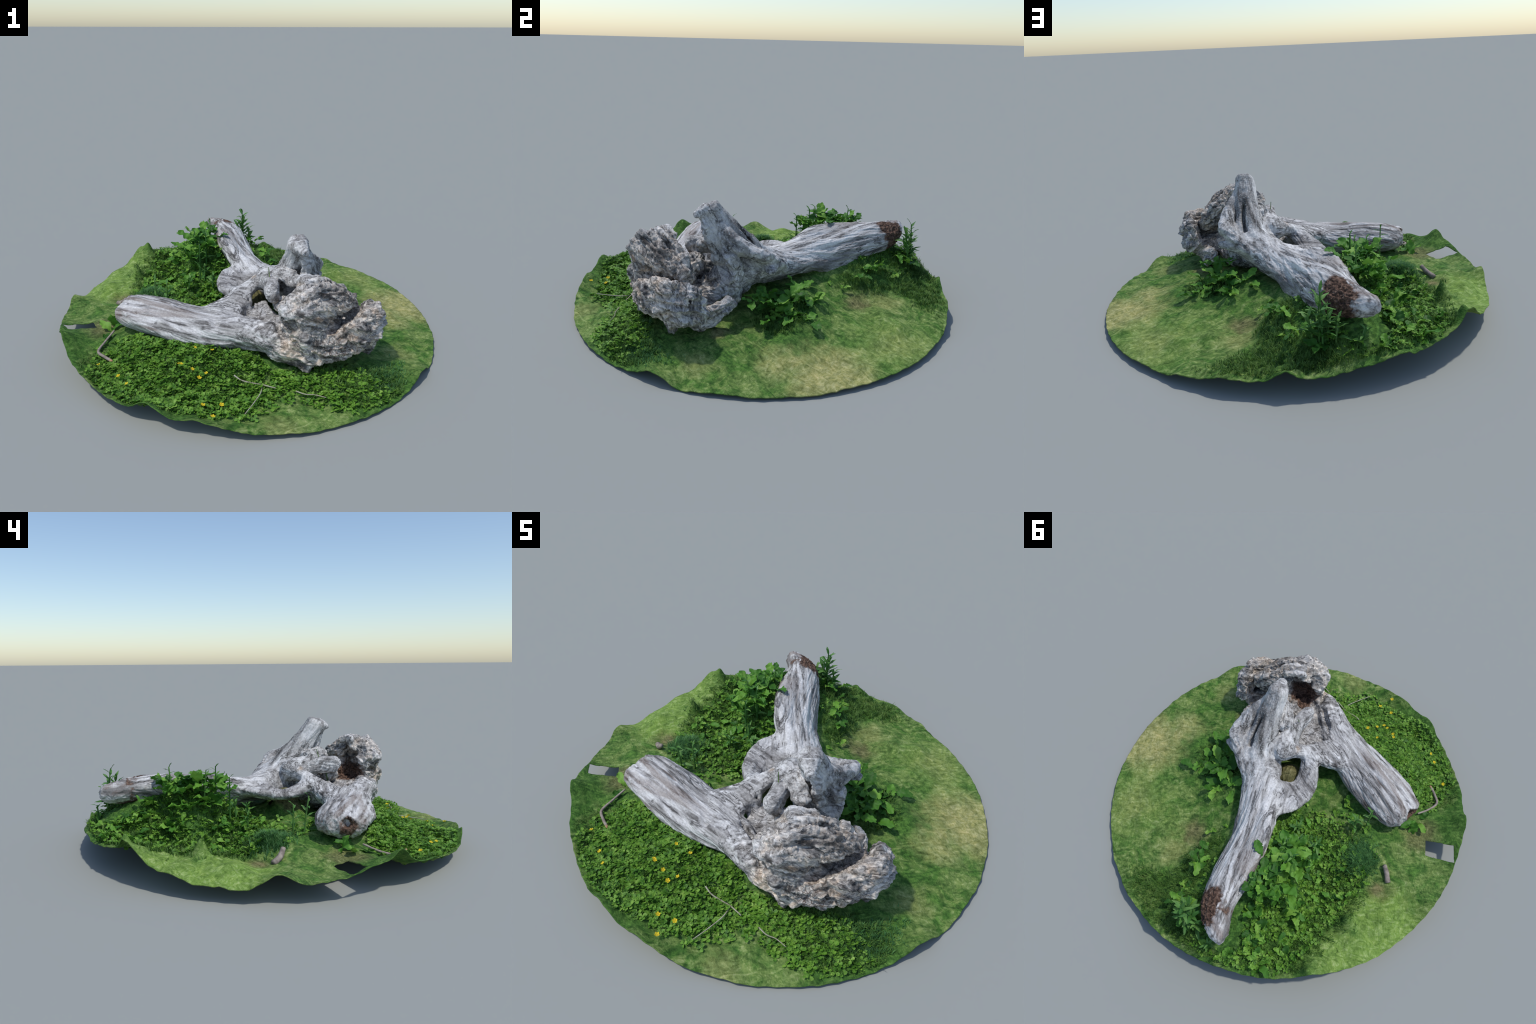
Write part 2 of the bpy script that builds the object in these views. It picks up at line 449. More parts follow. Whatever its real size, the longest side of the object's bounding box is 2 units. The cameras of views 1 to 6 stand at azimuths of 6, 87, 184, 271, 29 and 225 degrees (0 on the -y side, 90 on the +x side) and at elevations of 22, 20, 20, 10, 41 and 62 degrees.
def build_turf():
    rings, seg = 230, 760
    r = np.sqrt(np.linspace(0.0004, 1.0, rings)) * 0.5 + np.linspace(0.02, 1.0, rings) * 0.5
    a = np.linspace(0, 2 * math.pi, seg, endpoint=False)
    rimw = 1.0 - 0.004 * (0.5 + 0.5 * np.sin(a * 17 + np.sin(a * 5) * 2)) - 0.003 * np.abs(np.sin(a * 41 + 1))
    rr, aa = np.meshgrid(r, a, indexing="ij")
    x = (rr * (1 + (rimw[None, :] - 1) * rr) * np.cos(aa)).ravel()
    y = (rr * (1 + (rimw[None, :] - 1) * rr) * np.sin(aa)).ravel()
    z = ground_z(x, y)
    V = np.stack([x, y, z], 1)
    i = np.arange(rings - 1)[:, None] * seg
    j = np.arange(seg)[None, :]
    jn = (j + 1) % seg
    F = np.stack([i + j, i + seg + j, i + seg + jn, i + jn], -1).reshape(-1, 4)
    # square gap where the sheet is missing near the rim
    quad = np.array([(-.800, -.251), (-.937, -.314), (-.879, -.386), (-.752, -.318)])
    c = V[F].mean(1)[:, :2]
    s = []
    for k in range(4):
        p, q = quad[k], quad[(k + 1) % 4]
        s.append((q[0] - p[0]) * (c[:, 1] - p[1]) - (q[1] - p[1]) * (c[:, 0] - p[0]))
    s = np.array(s)
    inside = (s > 0).all(0) | (s < 0).all(0)
    F = F[~inside]
    ob = mesh_object("turf", V, F, MAT_TURF, PATCH)
    # straighten the border of the gap
    bm = bmesh.new()
    bm.from_mesh(ob.data)
    bmesh.ops.delete(bm, geom=[v for v in bm.verts if not v.link_faces], context="VERTS")
    centre = quad.mean(0)
    for v in bm.verts:
        if v.is_boundary and (v.co.x - centre[0]) ** 2 + (v.co.y - centre[1]) ** 2 < 0.02 and v.co.x ** 2 + v.co.y ** 2 < 0.985 ** 2:
            p = np.array(v.co[:2])
            best = None
            for k in range(4):
                u, w = quad[k], quad[(k + 1) % 4]
                t = np.clip(((p - u) @ (w - u)) / ((w - u) @ (w - u)), 0, 1)
                h = u + t * (w - u)
                d = np.linalg.norm(h - p)
                if best is None or d < best[0]:
                    best = (d, h)
            v.co.x, v.co.y = best[1]
    rim_of_gap = [v for v in bm.verts if v.is_boundary and (v.co.x - centre[0]) ** 2 + (v.co.y - centre[1]) ** 2 < 0.02 and v.co.x ** 2 + v.co.y ** 2 < 0.985 ** 2]
    for c in quad:
        v = min(rim_of_gap, key=lambda q: (q.co.x - c[0]) ** 2 + (q.co.y - c[1]) ** 2)
        v.co.x, v.co.y = c
    bm.to_mesh(ob.data)
    bm.free()
    sol = ob.modifiers.new("thickness", "SOLIDIFY")
    sol.thickness = 0.004
    sol.offset = -1
    return ob


build_turf()

# ------------------------------------------------------------------ driftwood: limbs as swept ellipses, blended
# rows: x, y, z, half width, half height, roll of the section (degrees)
TUBES = [
    # name, gnarl 0..1, rows
    ("limb", 0.05, [(-.575, -.305, .214, .112, .052, 0), (-.52, -.318, .209, .130, .070, 0), (-.40, -.347, .200, .138, .080, 0), (-.25, -.385, .182, .134, .082, 0),
                   (-.10, -.43, .183, .108, .080, 0), (.02, -.465, .205, .088, .075, 0), (.13, -.525, .220, .068, .070, 0), (.25, -.565, .205, .060, .080, 0)]),
    ("trunk", 0.05, [(.17, -.02, .255, .090, .090, 0), (.085, .10, .238, .098, .066, 15), (-.005, .21, .238, .110, .066, 28), (-.070, .31, .255, .142, .060, 42),
                     (-.118, .41, .268, .142, .062, 40), (-.165, .55, .280, .122, .066, 35), (-.212, .67, .290, .098, .062, 32), (-.258, .745, .297, .076, .056, 24),
                     (-.325, .795, .303, .050, .048, 10), (-.352, .812, .312, .032, .036, 0)]),
    ("trunk", 0.15, [(-.15, .46, .318, .040, .028, 0), (-.18, .62, .336, .042, .028, 0), (-.245, .715, .334, .042, .026, 0), (-.30, .77, .326, .034, .028, 0)]),
    ("broken_branch", 0.15, [(.12, .04, .240, .080, .068, 0), (.190, -.02, .298, .080, .066, 0), (.228, -.097, .374, .072, .066, 0), (.254, -.170, .452, .060, .061, 0),
                    (.264, -.228, .533, .050, .055, 0), (.268, -.255, .573, .045, .046, 0)]),
    ("broken_branch", 0.1, [(.28, -.288, .580, .032, .030, 0), (.302, -.33, .560, .020, .016, 0)]),
    ("root_ridge", 0.30, [(.295, -.225, .515, .032, .032, 0), (.340, -.165, .450, .034, .036, 0), (.352, -.085, .400, .036, .034, 0), (.345, -.01, .376, .030, .026, 0), (.290, .03, .325, .034, .030, 0), (.18, .08, .265, .04, .04, 0)]),
    ("root_ridge", 0.45, [(.32, -.205, .46, .028, .030, 0), (.340, -.185, .385, .030, .036, 0), (.352, -.142, .32, .036, .036, 0), (.335, -.150, .23, .038, .038, 0), (.325, -.15, .15, .04, .04, 0)]),
    ("root_ridge", 0.40, [(.290, -.290, .545, .024, .026, 0), (.310, -.272, .48, .022, .026, 0), (.308, -.245, .40, .024, .03, 0), (.30, -.225, .34, .03, .035, 0)]),
    ("root_ridge", 0.15, [(.23, .04, .28, .045, .035, 0), (.345, .030, .298, .026, .020, 0), (.378, .030, .302, .018, .016, 0)]),
    ("root_ridge", 0.15, [(.31, -.02, .355, .03, .03, 0), (.362, .005, .372, .020, .016, 0)]),
    ("stump_body", 0.2, [(.12, .02, .245, .09, .075, 0), (.21, -.03, .28, .09, .08, 0), (.27, -.09, .30, .075, .10, 0)]),
    ("stump_body", 0.5, [(.23, -.13, .27, .09, .13, 0), (.28, -.20, .19, .085, .10, 0), (.33, -.32, .14, .09, .08, 0), (.42, -.42, .15, .08, .08, 0)]),
    ("stump_body", 0.5, [(.20, -.40, .19, .08, .06, 0), (.28, -.48, .20, .08, .07, 0)]),
    ("root_web", 0.12, [(-.02, -.185, .270, .045, .034, 12), (-.060, -.13, .248, .056, .028, 14), (-.092, -.05, .236, .068, .025, 14), (-.085, .03, .244, .078, .025, 14), (-.070, .11, .254, .07, .030, 12), (-.02, .19, .265, .05, .045, 12)]),
    ("root_web", 0.12, [(-.085, -.01, .240, .05, .024, 0), (-.03, .03, .250, .05, .030, 0), (.03, .06, .255, .05, .05, 0)]),
    ("root_bridge", 0.05, [(.11, -.11, .335, .06, .055, 0), (.055, -.165, .318, .036, .034, 0), (.00, -.225, .285, .048, .036, 0), (-.06, -.30, .240, .085, .045, 0), (-.12, -.36, .215, .10, .055, 0)]),
    ("branch_stub", 0.1, [(.12, -.15, .345, .056, .050, 0), (.142, -.26, .358, .040, .044, 0), (.155, -.36, .358, .037, .040, 0)]),
    ("branch_stub", 0.7, [(.18, -.21, .40, .045, .035, 0), (.232, -.282, .408, .034, .026, 0), (.258, -.31, .395, .024, .022, 0)]),
    ("branch_stub", 0.7, [(.20, -.34, .29, .035, .04, 0), (.25, -.35, .29, .04, .05, 0), (.33, -.40, .27, .045, .060, 0), (.40, -.44, .31, .04, .055, 0)]),
    ("knot", 0.4, [(0.000, -0.270, 0.195, 0.045, 0.030, 0), (0.028, -0.285, 0.216, 0.020, 0.022, 0), (0.045, -0.335, 0.185, 0.040, 0.030, 0), (0.080, -0.420, 0.195, 0.050, 0.040, 0)]),
    ("knot", 0.0, [(.015, -.285, .20, .026, .026, 0), (.026, -.280, .240, .020, .020, 0), (.030, -.278, .262, .017, .017, 0)]),
    ("knot", 0.4, [(0.080, -0.360, 0.175, 0.045, 0.030, 0), (0.130, -0.420, 0.180, 0.050, 0.035, 0), (0.190, -0.460, 0.195, 0.052, 0.045, 0)]),
    ("knot", 0.4, [(0.085, -0.250, 0.200, 0.050, 0.050, 0), (0.125, -0.330, 0.195, 0.056, 0.052, 0), (0.200, -0.360, 0.175, 0.060, 0.058, 0)]),
    ("burl", 1.0, [(0.273, -0.576, 0.355, 0.068, 0.072, 0), (0.323, -0.554, 0.402, 0.078, 0.088, 0), (0.393, -0.498, 0.410, 0.080, 0.080, 0), (0.460, -0.433, 0.368, 0.068, 0.068, 0), (0.508, -0.373, 0.325, 0.042, 0.046, 0)]),
    ("burl", 1.0, [(0.283, -0.561, 0.270, 0.068, 0.090, 0), (0.368, -0.538, 0.275, 0.076, 0.090, 0), (0.448, -0.473, 0.260, 0.065, 0.085, 0)]),
    ("burl", 0.7, [(0.278, -0.518, 0.435, 0.035, 0.030, 0), (0.338, -0.478, 0.485, 0.035, 0.028, 0), (0.413, -0.433, 0.445, 0.035, 0.028, 0), (0.503, -0.363, 0.352, 0.032, 0.028, 0)]),
    ("burl", 0.7, [(0.243, -0.608, 0.382, 0.032, 0.030, 0), (0.318, -0.608, 0.415, 0.034, 0.030, 0), (0.408, -0.558, 0.408, 0.034, 0.028, 0), (0.488, -0.473, 0.360, 0.030, 0.028, 0)]),
    ("burl", 0.7, [(0.308, -0.598, 0.335, 0.030, 0.030, 0), (0.313, -0.613, 0.290, 0.028, 0.040, 0), (0.338, -0.608, 0.220, 0.030, 0.040, 0)]),
    ("root_lip", 0.9, [(.20, -.55, .20, .05, .075, 0), (.31, -.570, .185, .055, .080, 0), (.422, -.560, .200, .058, .076, 0), (.536, -.508, .236, .062, .078, 0),
                       (.616, -.436, .252, .056, .086, 0), (.63, -.37, .24, .045, .09, 0), (.61, -.31, .20, .045, .07, 0)]),
    ("root_lip", 0.6, [(.33, -.555, .15, .045, .05, 0), (.325, -.585, .108, .030, .028, 0)]),
    ("root_lip", 0.6, [(.59, -.43, .17, .045, .05, 0), (.615, -.42, .132, .030, .030, 0)]),
    ("root_lip", 0.8, [(.44, -.575, .262, .028, .024, 0), (.54, -.535, .298, .030, .026, 0), (.612, -.465, .325, .032, .028, 0), (.643, -.405, .322, .034, .034, 0)]),
    ("root_lip", 0.8, [(.53, -.41, .27, .03, .03, 0), (.575, -.40, .335, .028, .028, 0)]),
    ("root_lip", 0.5, [(.43, -.47, .17, .06, .06, 0), (.50, -.40, .16, .06, .06, 0), (.56, -.32, .165, .05, .05, 0)]),
    ("root_lip", 0.7, [(.52, -.33, .125, .045, .045, 0), (.51, -.26, .130, .036, .042, 0), (.50, -.195, .165, .024, .040, 0), (.45, -.165, .165, .022, .03, 0)]),
]
# hollows taken out of the body: x, y, z, half width, half height, roll
HOLLOWS = [
    [(.028, -.279, .262, .009, .009, 0), (.031, -.277, .285, .009, .009, 0), (.034, -.275, .30, .009, .009, 0)],
    [(.225, -.44, .32, .05, .060, 0), (.285, -.475, .355, .062, .080, 0), (.335, -.47, .395, .05, .050, 0)],
    [(.32, -.33, .28, .03, .04, 0), (.38, -.285, .26, .036, .055, 0), (.46, -.27, .22, .04, .05, 0)],
    [(.40, -.615, .305, .026, .026, 0), (.47, -.535, .315, .040, .032, 0), (.53, -.455, .320, .042, .036, 0), (.585, -.39, .345, .036, .036, 0)],
    [(-.66, -.335, .245, .034, .026, 0), (-.625, -.33, .230, .030, .024, 0), (-.60, -.33, .225, .022, .020, 0)],
    [(-.125, -.490, .252, .014, .014, 0), (-.10, -.493, .246, .018, .016, 0), (-.08, -.495, .244, .012, .014, 0)],
    [(.02, -.40, .280, .010, .03, 0), (.055, -.43, .275, .012, .035, 0), (.10, -.46, .275, .012, .035, 0), (.14, -.492, .285, .010, .03, 0)],
    # groove between horn and its side flute, long furrow down the trunk
    [(.265, -.14, .47, .012, .02, 0), (.262, -.07, .405, .016, .03, 0), (.245, -.01, .355, .014, .025, 0)],
    [(.10, .06, .335, .014, .014, 0), (.01, .18, .328, .024, .016, 0), (-.06, .28, .345, .026, .016, 0), (-.11, .39, .365, .016, .014, 0)],
    [(.15, .13, .315, .012, .010, 0), (.07, .25, .285, .014, .012, 0), (-.02, .38, .290, .014, .012, 0), (-.07, .5, .305, .012, .010, 0)],
    # clefts of the burl
    [(.30, -.555, .515, .012, .03, 0), (.37, -.51, .500, .014, .03, 0), (.45, -.44, .445, .012, .03, 0), (.51, -.38, .385, .012, .025, 0)],
    [(.385, -.640, .235, .010, .010, 0), (.40, -.630, .19, .012, .012, 0), (.415, -.605, .13, .012, .012, 0)],
    [(.50, -.585, .265, .010, .010, 0), (.53, -.570, .215, .013, .013, 0), (.545, -.545, .165, .012, .012, 0)],
    [(.655, -.455, .325, .010, .010, 0), (.680, -.430, .27, .013, .013, 0), (.680, -.410, .20, .012, .012, 0)],
    [(.60, -.345, .30, .012, .012, 0), (.655, -.340, .26, .014, .014, 0), (.66, -.335, .20, .012, .012, 0)],
    [(.25, -.655, .41, .010, .010, 0), (.285, -.668, .37, .013, .013, 0), (.30, -.670, .31, .012, .012, 0)],
    [(.39, -.610, .44, .010, .010, 0), (.42, -.600, .40, .013, .013, 0), (.43, -.590, .36, .012, .012, 0)],
    [(.43, -.36, .405, .010, .012, 0), (.46, -.385, .43, .012, .014, 0), (.49, -.43, .41, .012, .014, 0)],
    [(.22, -.61, .33, .014, .012, 0), (.30, -.655, .345, .018, .014, 0), (.39, -.615, .355, .020, .015, 0), (.47, -.53, .335, .02, .018, 0)],
    [(.19, -.53, .31, .020, .05, 0), (.215, -.575, .29, .022, .05, 0), (.235, -.62, .26, .018, .035, 0)],
    [(.335, -.262, .52, .012, .012, 0), (.345, -.240, .455, .014, .016, 0), (.345, -.215, .39, .016, .018, 0), (.35, -.20, .32, .02, .02, 0)],
    [(.385, -.12, .385, .016, .016, 0), (.39, -.06, .335, .024, .026, 0), (.385, .0, .30, .03, .03, 0)],
    [(.33, .03, .20, .05, .04, 0), (.38, -.04, .19, .05, .05, 0)],
    [(-.02, -.235, .225, .02, .02, 0), (.01, -.262, .27, .014, .014, 0)],
    [(.07, -.305, .27, .022, .02, 0), (.085, -.335, .24, .02, .03, 0)],
]
RES = 0.0062
LO = np.array([-.76, -.76, -.02])
HI = np.array([.80, .96, .69])


def frame(S):
    T = np.gradient(S[:, :3], axis=0)
    T /= np.linalg.norm(T, axis=1, keepdims=True)
    up = np.tile(np.array([0, 0, 1.0]), (len(S), 1))
    steep = np.abs(T[:, 2]) > 0.93
    up[steep] = (0, 1, 0)
    side = np.cross(T, up)
    side /= np.linalg.norm(side, axis=1, keepdims=True)
    upv = np.cross(side, T)
    a = np.radians(S[:, 5:6])
    s2 = np.cos(a) * side - np.sin(a) * upv
    u2 = np.sin(a) * side + np.cos(a) * upv
    return T, s2, u2


def tube_field(rows, dims, axes, margin=0.07):
    S = catmull(rows, 0.010)
    S[:, 3:5] = np.maximum(S[:, 3:5], 0.008)
    T, s, u = frame(S)
    r = S[:, 3:5].max(1) + margin
    lo = np.maximum(((S[:, :3] - r[:, None]).min(0) - LO) / RES, 0).astype(int)
    hi = np.minimum(((S[:, :3] + r[:, None]).max(0) - LO) / RES + 2, dims).astype(int)
    box = tuple(slice(a, b) for a, b in zip(lo, hi))
    D = np.full([b - a for a, b in zip(lo, hi)], 0.12, dtype=np.float32)
    for k in range(len(S)):
        l2 = np.maximum(((S[k, :3] - r[k] - LO) / RES).astype(int), lo)
        h2 = np.minimum(((S[k, :3] + r[k] - LO) / RES + 2).astype(int), hi)
        sub = tuple(slice(a - o, b - o) for a, b, o in zip(l2, h2, lo))
        gx = axes[0][l2[0]:h2[0], None, None] - S[k, 0]
        gy = axes[1][None, l2[1]:h2[1], None] - S[k, 1]
        gz = axes[2][None, None, l2[2]:h2[2]] - S[k, 2]
        lt = 0.8 * min(S[k, 3], S[k, 4])
        k0 = 0.0
        k1 = 0.0
        for ax, rad in ((T[k], lt), (s[k], S[k, 3]), (u[k], S[k, 4])):
            c = (gx * np.float32(ax[0]) + gy * np.float32(ax[1]) + gz * np.float32(ax[2])) / np.float32(rad)
            c2 = c * c
            k0 = k0 + c2
            k1 = k1 + c2 / np.float32(rad * rad)
        k0 = np.sqrt(k0)
        d = k0 * (k0 - 1) / np.sqrt(k1 + 1e-9)
        np.minimum(D[sub], d, out=D[sub])
    return box, D, S, T, s, u


def smin(a, b, k):
    h = np.maximum(k - np.abs(a - b), 0) / k
    return np.minimum(a, b) - h * h * k * 0.25


def surface_nets(D):
    """Naive surface nets: one vertex per crossed cell, one quad per crossed grid edge."""
    inside = D < 0
    nx, ny, nz = D.shape
    cnt = np.zeros((nx - 1, ny - 1, nz - 1), dtype=np.uint8)
    for dx in (0, 1):
        for dy in (0, 1):
            for dz in (0, 1):
                cnt += inside[dx:nx - 1 + dx, dy:ny - 1 + dy, dz:nz - 1 + dz]
    act = np.argwhere((cnt > 0) & (cnt < 8))
    idx = np.full(cnt.shape, -1, dtype=np.int32)
    idx[tuple(act.T)] = np.arange(len(act))
    corner = [(0, 0, 0), (1, 0, 0), (0, 1, 0), (1, 1, 0), (0, 0, 1), (1, 0, 1), (0, 1, 1), (1, 1, 1)]
    val = np.stack([D[act[:, 0] + c[0], act[:, 1] + c[1], act[:, 2] + c[2]] for c in corner], 1)
    acc = np.zeros((len(act), 3))
    n = np.zeros(len(act))
    for i in range(8):
        for j in range(i + 1, 8):
            if bin(i ^ j).count("1") != 1:
                continue
            a, b = val[:, i], val[:, j]
            m = (a < 0) != (b < 0)
            t = np.where(m, a / np.where(m, a - b, 1), 0)
            p = np.array(corner[i]) + t[:, None] * (np.array(corner[j]) - np.array(corner[i]))
            acc += np.where(m[:, None], p, 0)
            n += m
    V = act + acc / n[:, None]
    quads = []
    for ax in range(3):
        o = [(1, 2), (2, 0), (0, 1)][ax]
        A = np.moveaxis(inside, ax, 0)
        flip = np.argwhere(np.moveaxis(A[:-1] != A[1:], 0, ax))
        ok = (flip[:, o[0]] > 0) & (flip[:, o[1]] > 0) & (flip[:, o[0]] < cnt.shape[o[0]]) & (flip[:, o[1]] < cnt.shape[o[1]])
        flip = flip[ok]
        q = []
        for d0, d1 in ((0, 0), (-1, 0), (-1, -1), (0, -1)):
            f = flip.copy()
            f[:, o[0]] += d0
            f[:, o[1]] += d1
            q.append(idx[f[:, 0], f[:, 1], f[:, 2]])
        q = np.stack(q, 1)
        rev = ~inside[flip[:, 0], flip[:, 1], flip[:, 2]]
        q[rev] = q[rev][:, ::-1]
        quads.append(q)
    Q = np.concatenate(quads)
    return V, Q[(Q >= 0).all(1)]


def build_wood():
    dims = ((HI - LO) / RES).astype(int) + 1
    axes = [(LO[i] + np.arange(dims[i]) * RES).astype(np.float32) for i in range(3)]
    D = np.full(dims, 0.12, dtype=np.float32)
    info = []
    for name, gnarl, rows in TUBES:
        box, d, S, T, s, u = tube_field(rows, dims, axes)
        D[box] = smin(D[box], d, 0.030 if gnarl < 0.3 else 0.018)
        info.append((name, gnarl, S, T, s, u))
    for rows in HOLLOWS:
        box, d, *_ = tube_field(rows, dims, axes)
        D[box] = -smin(-D[box], d, 0.012)
    V, Q = surface_nets(D)
    V = LO + V * RES
    # keep the main body only, then refine once
    lab = np.arange(len(V))
    E = np.concatenate([Q[:, [0, 1]], Q[:, [1, 2]], Q[:, [2, 3]], Q[:, [3, 0]]])
    for _ in range(200):
        p, q = lab[E[:, 0]], lab[E[:, 1]]
        if (p == q).all():
            break
        np.minimum.at(lab, np.maximum(p, q), np.minimum(p, q))
        for _ in range(8):
            lab = lab[lab]
    main = np.bincount(lab).argmax()
    Q = Q[lab[Q[:, 0]] == main]
    used, inv = np.unique(Q, return_inverse=True)
    V, Q = V[used], inv.reshape(-1, 4)
    ob = mesh_object("body", V, Q, MAT_WOOD)
    bm = bmesh.new()
    bm.from_mesh(ob.data)
    bmesh.ops.smooth_vert(bm, verts=bm.verts, factor=0.5, use_axis_x=True, use_axis_y=True, use_axis_z=True)
    bm.to_mesh(ob.data)
    bm.free()
    mod = ob.modifiers.new("refine", "SUBSURF")
    mod.levels = mod.render_levels = 1
    dg = bpy.context.evaluated_depsgraph_get()
    fine = bpy.data.meshes.new_from_object(ob.evaluated_get(dg))
    bpy.data.objects.remove(ob)
    n = len(fine.vertices)
    co = np.zeros(n * 3, dtype=np.float32)
    fine.vertices.foreach_get("co", co)
    co = co.reshape(-1, 3)
    no = np.zeros(n * 3, dtype=np.float32)
    fine.vertices.foreach_get("normal", no)
    no = no.reshape(-1, 3)

    # distance of every vertex to every sweep, for grain direction and part labels
    near = np.full((n, len(info)), 9.0, dtype=np.float32)
    nidx = np.zeros((n, len(info)), dtype=np.int32)
    for k, (name, g, S, T, s, u) in enumerate(info):
        for b in range(0, n, 60000):
            c = co[b:b + 60000]
            P = S[:, :3].astype(np.float32)
            d2 = np.maximum((c * c).sum(1)[:, None] + (P * P).sum(1)[None, :] - 2 * c @ P.T, 0)
            j = d2.argmin(1)
            nidx[b:b + 60000, k] = j
            near[b:b + 60000, k] = np.sqrt(d2[np.arange(len(c)), j]) - 0.5 * (S[j, 3] + S[j, 4])
    w = np.exp(-np.maximum(near - near.min(1, keepdims=True), 0) / 0.018)
    w[w < 0.04] = 0
    w /= w.sum(1, keepdims=True)
    gn = (w * np.array([i[1] for i in info])).sum(1)
    grain = np.zeros(n)
    for k, (name, g, S, T, s, u) in enumerate(info):
        m = np.nonzero(w[:, k])[0]
        j = nidx[m, k]
        d = co[m] - S[j, :3]
        arc = j * 0.010 + (d * T[j]).sum(1)
        ds, du = (d * s[j]).sum(1), (d * u[j]).sum(1)
        bend = 0.012 * perlin(np.stack([ds * 8, du * 8, arc * 6], 1) + k * 5.3)
        ds, du = ds + bend, du - bend
        tw = arc * 2.2
        ds, du = ds * np.cos(tw) - du * np.sin(tw), ds * np.sin(tw) + du * np.cos(tw)
        q = np.stack([ds * 24, du * 24, arc * 3.0], 1) + k * 11.7
        q2 = np.stack([ds * 75, du * 75, arc * 8], 1) + k * 3.1
        g1 = 0.0125 * fbm(q * 0.45, 2) + 0.0050 * (ridged(q * 0.8 + 5, 2) - 0.6) + 0.0024 * ridged(q2, 1)
        q3 = np.stack([ds * 17, du * 17, arc * 6], 1) + k * 7.9
        g2 = 0.017 * (ridged(q3, 2) - 0.7) + 0.0085 * (ridged(q3 * 2.6 + 3, 2) - 0.6)
        grain[m] += w[m, k] * (g1 * (1 - 0.5 * g) + g2 * g)
    swirl = np.stack([perlin(co * 9 + 31), perlin(co * 9 + 57), perlin(co * 9 + 83)], 1) * 0.05
    lump = fbm((co + swirl * 0.5) * 12, 2)
    pit = ridged((co + swirl * 0.4) * 34 + 4, 2) - 0.5
    disp = grain + gn * (0.023 * lump + 0.0060 * pit) + 0.0012 * fbm(co * 70, 2)
    # ragged rotten surface on the trunk tip
    rot = smoothstep(0.11, 0.05, np.sqrt(((co - np.array([-.22, .752, .285])) ** 2 * np.array([1.2, .4, .8])).sum(1)))
    disp += rot * (0.008 * ridged(co * 40, 3) - 0.008)
    co2 = co + no * disp[:, None]
    fine.vertices.foreach_set("co", co2.astype(np.float32).ravel())
    fine.update()
    fine.polygons.foreach_set("use_smooth", [True] * len(fine.polygons))
    vn = np.zeros(n * 3, dtype=np.float32)
    fine.vertices.foreach_get("normal", vn)
    vn = vn.reshape(-1, 3)
    # split by region into named parts that share borders and normals
    names = sorted(set(i[0] for i in info))
    score = np.stack([near[:, [k for k, i in enumerate(info) if i[0] == nm]].min(1) for nm in names], 1)
    lab = score.argmin(1)
    nf = len(fine.polygons)
    fv = np.zeros(nf * 4, dtype=np.int32)
    fine.loops.foreach_get("vertex_index", fv)
    fv = fv.reshape(-1, 4)
    flab = lab[fv[:, 0]]
    for k, nm in enumerate(names):
        f = fv[flab == k]
        if not len(f):
            continue
        used, inv = np.unique(f, return_inverse=True)
        part = mesh_object(nm, co2[used], inv.reshape(-1, 4), MAT_WOOD, ROOT)
        part.data.normals_split_custom_set_from_vertices([tuple(map(float, v)) for v in vn[used]])
    bpy.data.meshes.remove(fine)


build_wood()


# ------------------------------------------------------------------ plants
def leaf_mesh(name, mat, length, width, lobes, fold, droop, ruffle, seed, nl=14, nw=6):
    """A leaf blade from its stalk at the origin along +x; lobes cut the margin, ruffle waves it."""
    r = np.random.default_rng(seed)
    ph = r.uniform(0, 6.28, 4)
    V, F = [], []
    for i in range(nl + 1):
        t = i / nl
        w = width * (math.sin(math.pi * min(1, t * 0.92 + 0.04)) ** 0.7) * (0.45 + 0.75 * t if lobes else 1.0) * (1 - 0.25 * t)
        if lobes:
            w *= 0.72 + 0.38 * abs(math.sin(lobes * math.pi * t + ph[0]))
        for j in range(nw + 1):
            v = j / nw * 2 - 1
            x = length * (t + (0.05 * abs(v) if lobes else 0))
            y = w * v
            z = fold * abs(v) * w - droop * length * t * t + ruffle * abs(v) ** 1.5 * math.sin(9 * t + ph[1] + (2 if v > 0 else 0)) + ruffle * .4 * math.sin(21 * t + ph[2] * v)
            V.append((x, y, z))
    for i in range(nl):
        for j in range(nw):
            a = i * (nw + 1) + j
            F.append((a, a + 1, a + nw + 2, a + nw + 1))
    me = bpy.data.meshes.new(name)
    me.from_pydata(V, [], F)
    me.polygons.foreach_set("use_smooth", [True] * len(F))
    me.materials.append(mat)
    return me


BROAD = [leaf_mesh("leaf", MAT_LEAF, 1, .36, n, .25, d, .09, s) for n, d, s in ((3, .25, 1), (4, .35, 2), (5, .15, 3), (3, .5, 4), (4, .05, 5))]
LANCE = [leaf_mesh("weed_leaf", MAT_WEED, 1, .17, 0, .3, d, .03, s, 10, 4) for d, s in ((.2, 1), (.45, 2), (.05, 3))]


def orient(loc, az, pitch, roll, size):
    R = Matrix.Rotation(az, 4, "Z") @ Matrix.Rotation(-pitch, 4, "Y") @ Matrix.Rotation(roll, 4, "X")
    return Matrix.Translation(loc) @ R @ Matrix.Diagonal((size, size, size, 1))


LEAVES = {"leaf": [], "weed_leaf": []}


def add_leaf(kind, templates, loc, az, pitch, roll, size):
    LEAVES[kind].append((templates[rng.integers(len(templates))], orient(loc, az, pitch, roll, size), size))


def rosette(x, y, z, n, size, kind="leaf", templates=BROAD, lift=0.9, spread=0.02):
    for k in range(n):
        az = 2 * math.pi * k / n + rng.uniform(-.5, .5)
        add_leaf(kind, templates, (x + rng.normal(0, spread), y + rng.normal(0, spread), z + rng.uniform(-.01, .01)), az,
                 rng.uniform(.15, lift), rng.uniform(-.5, .5), size * rng.uniform(.65, 1.2))


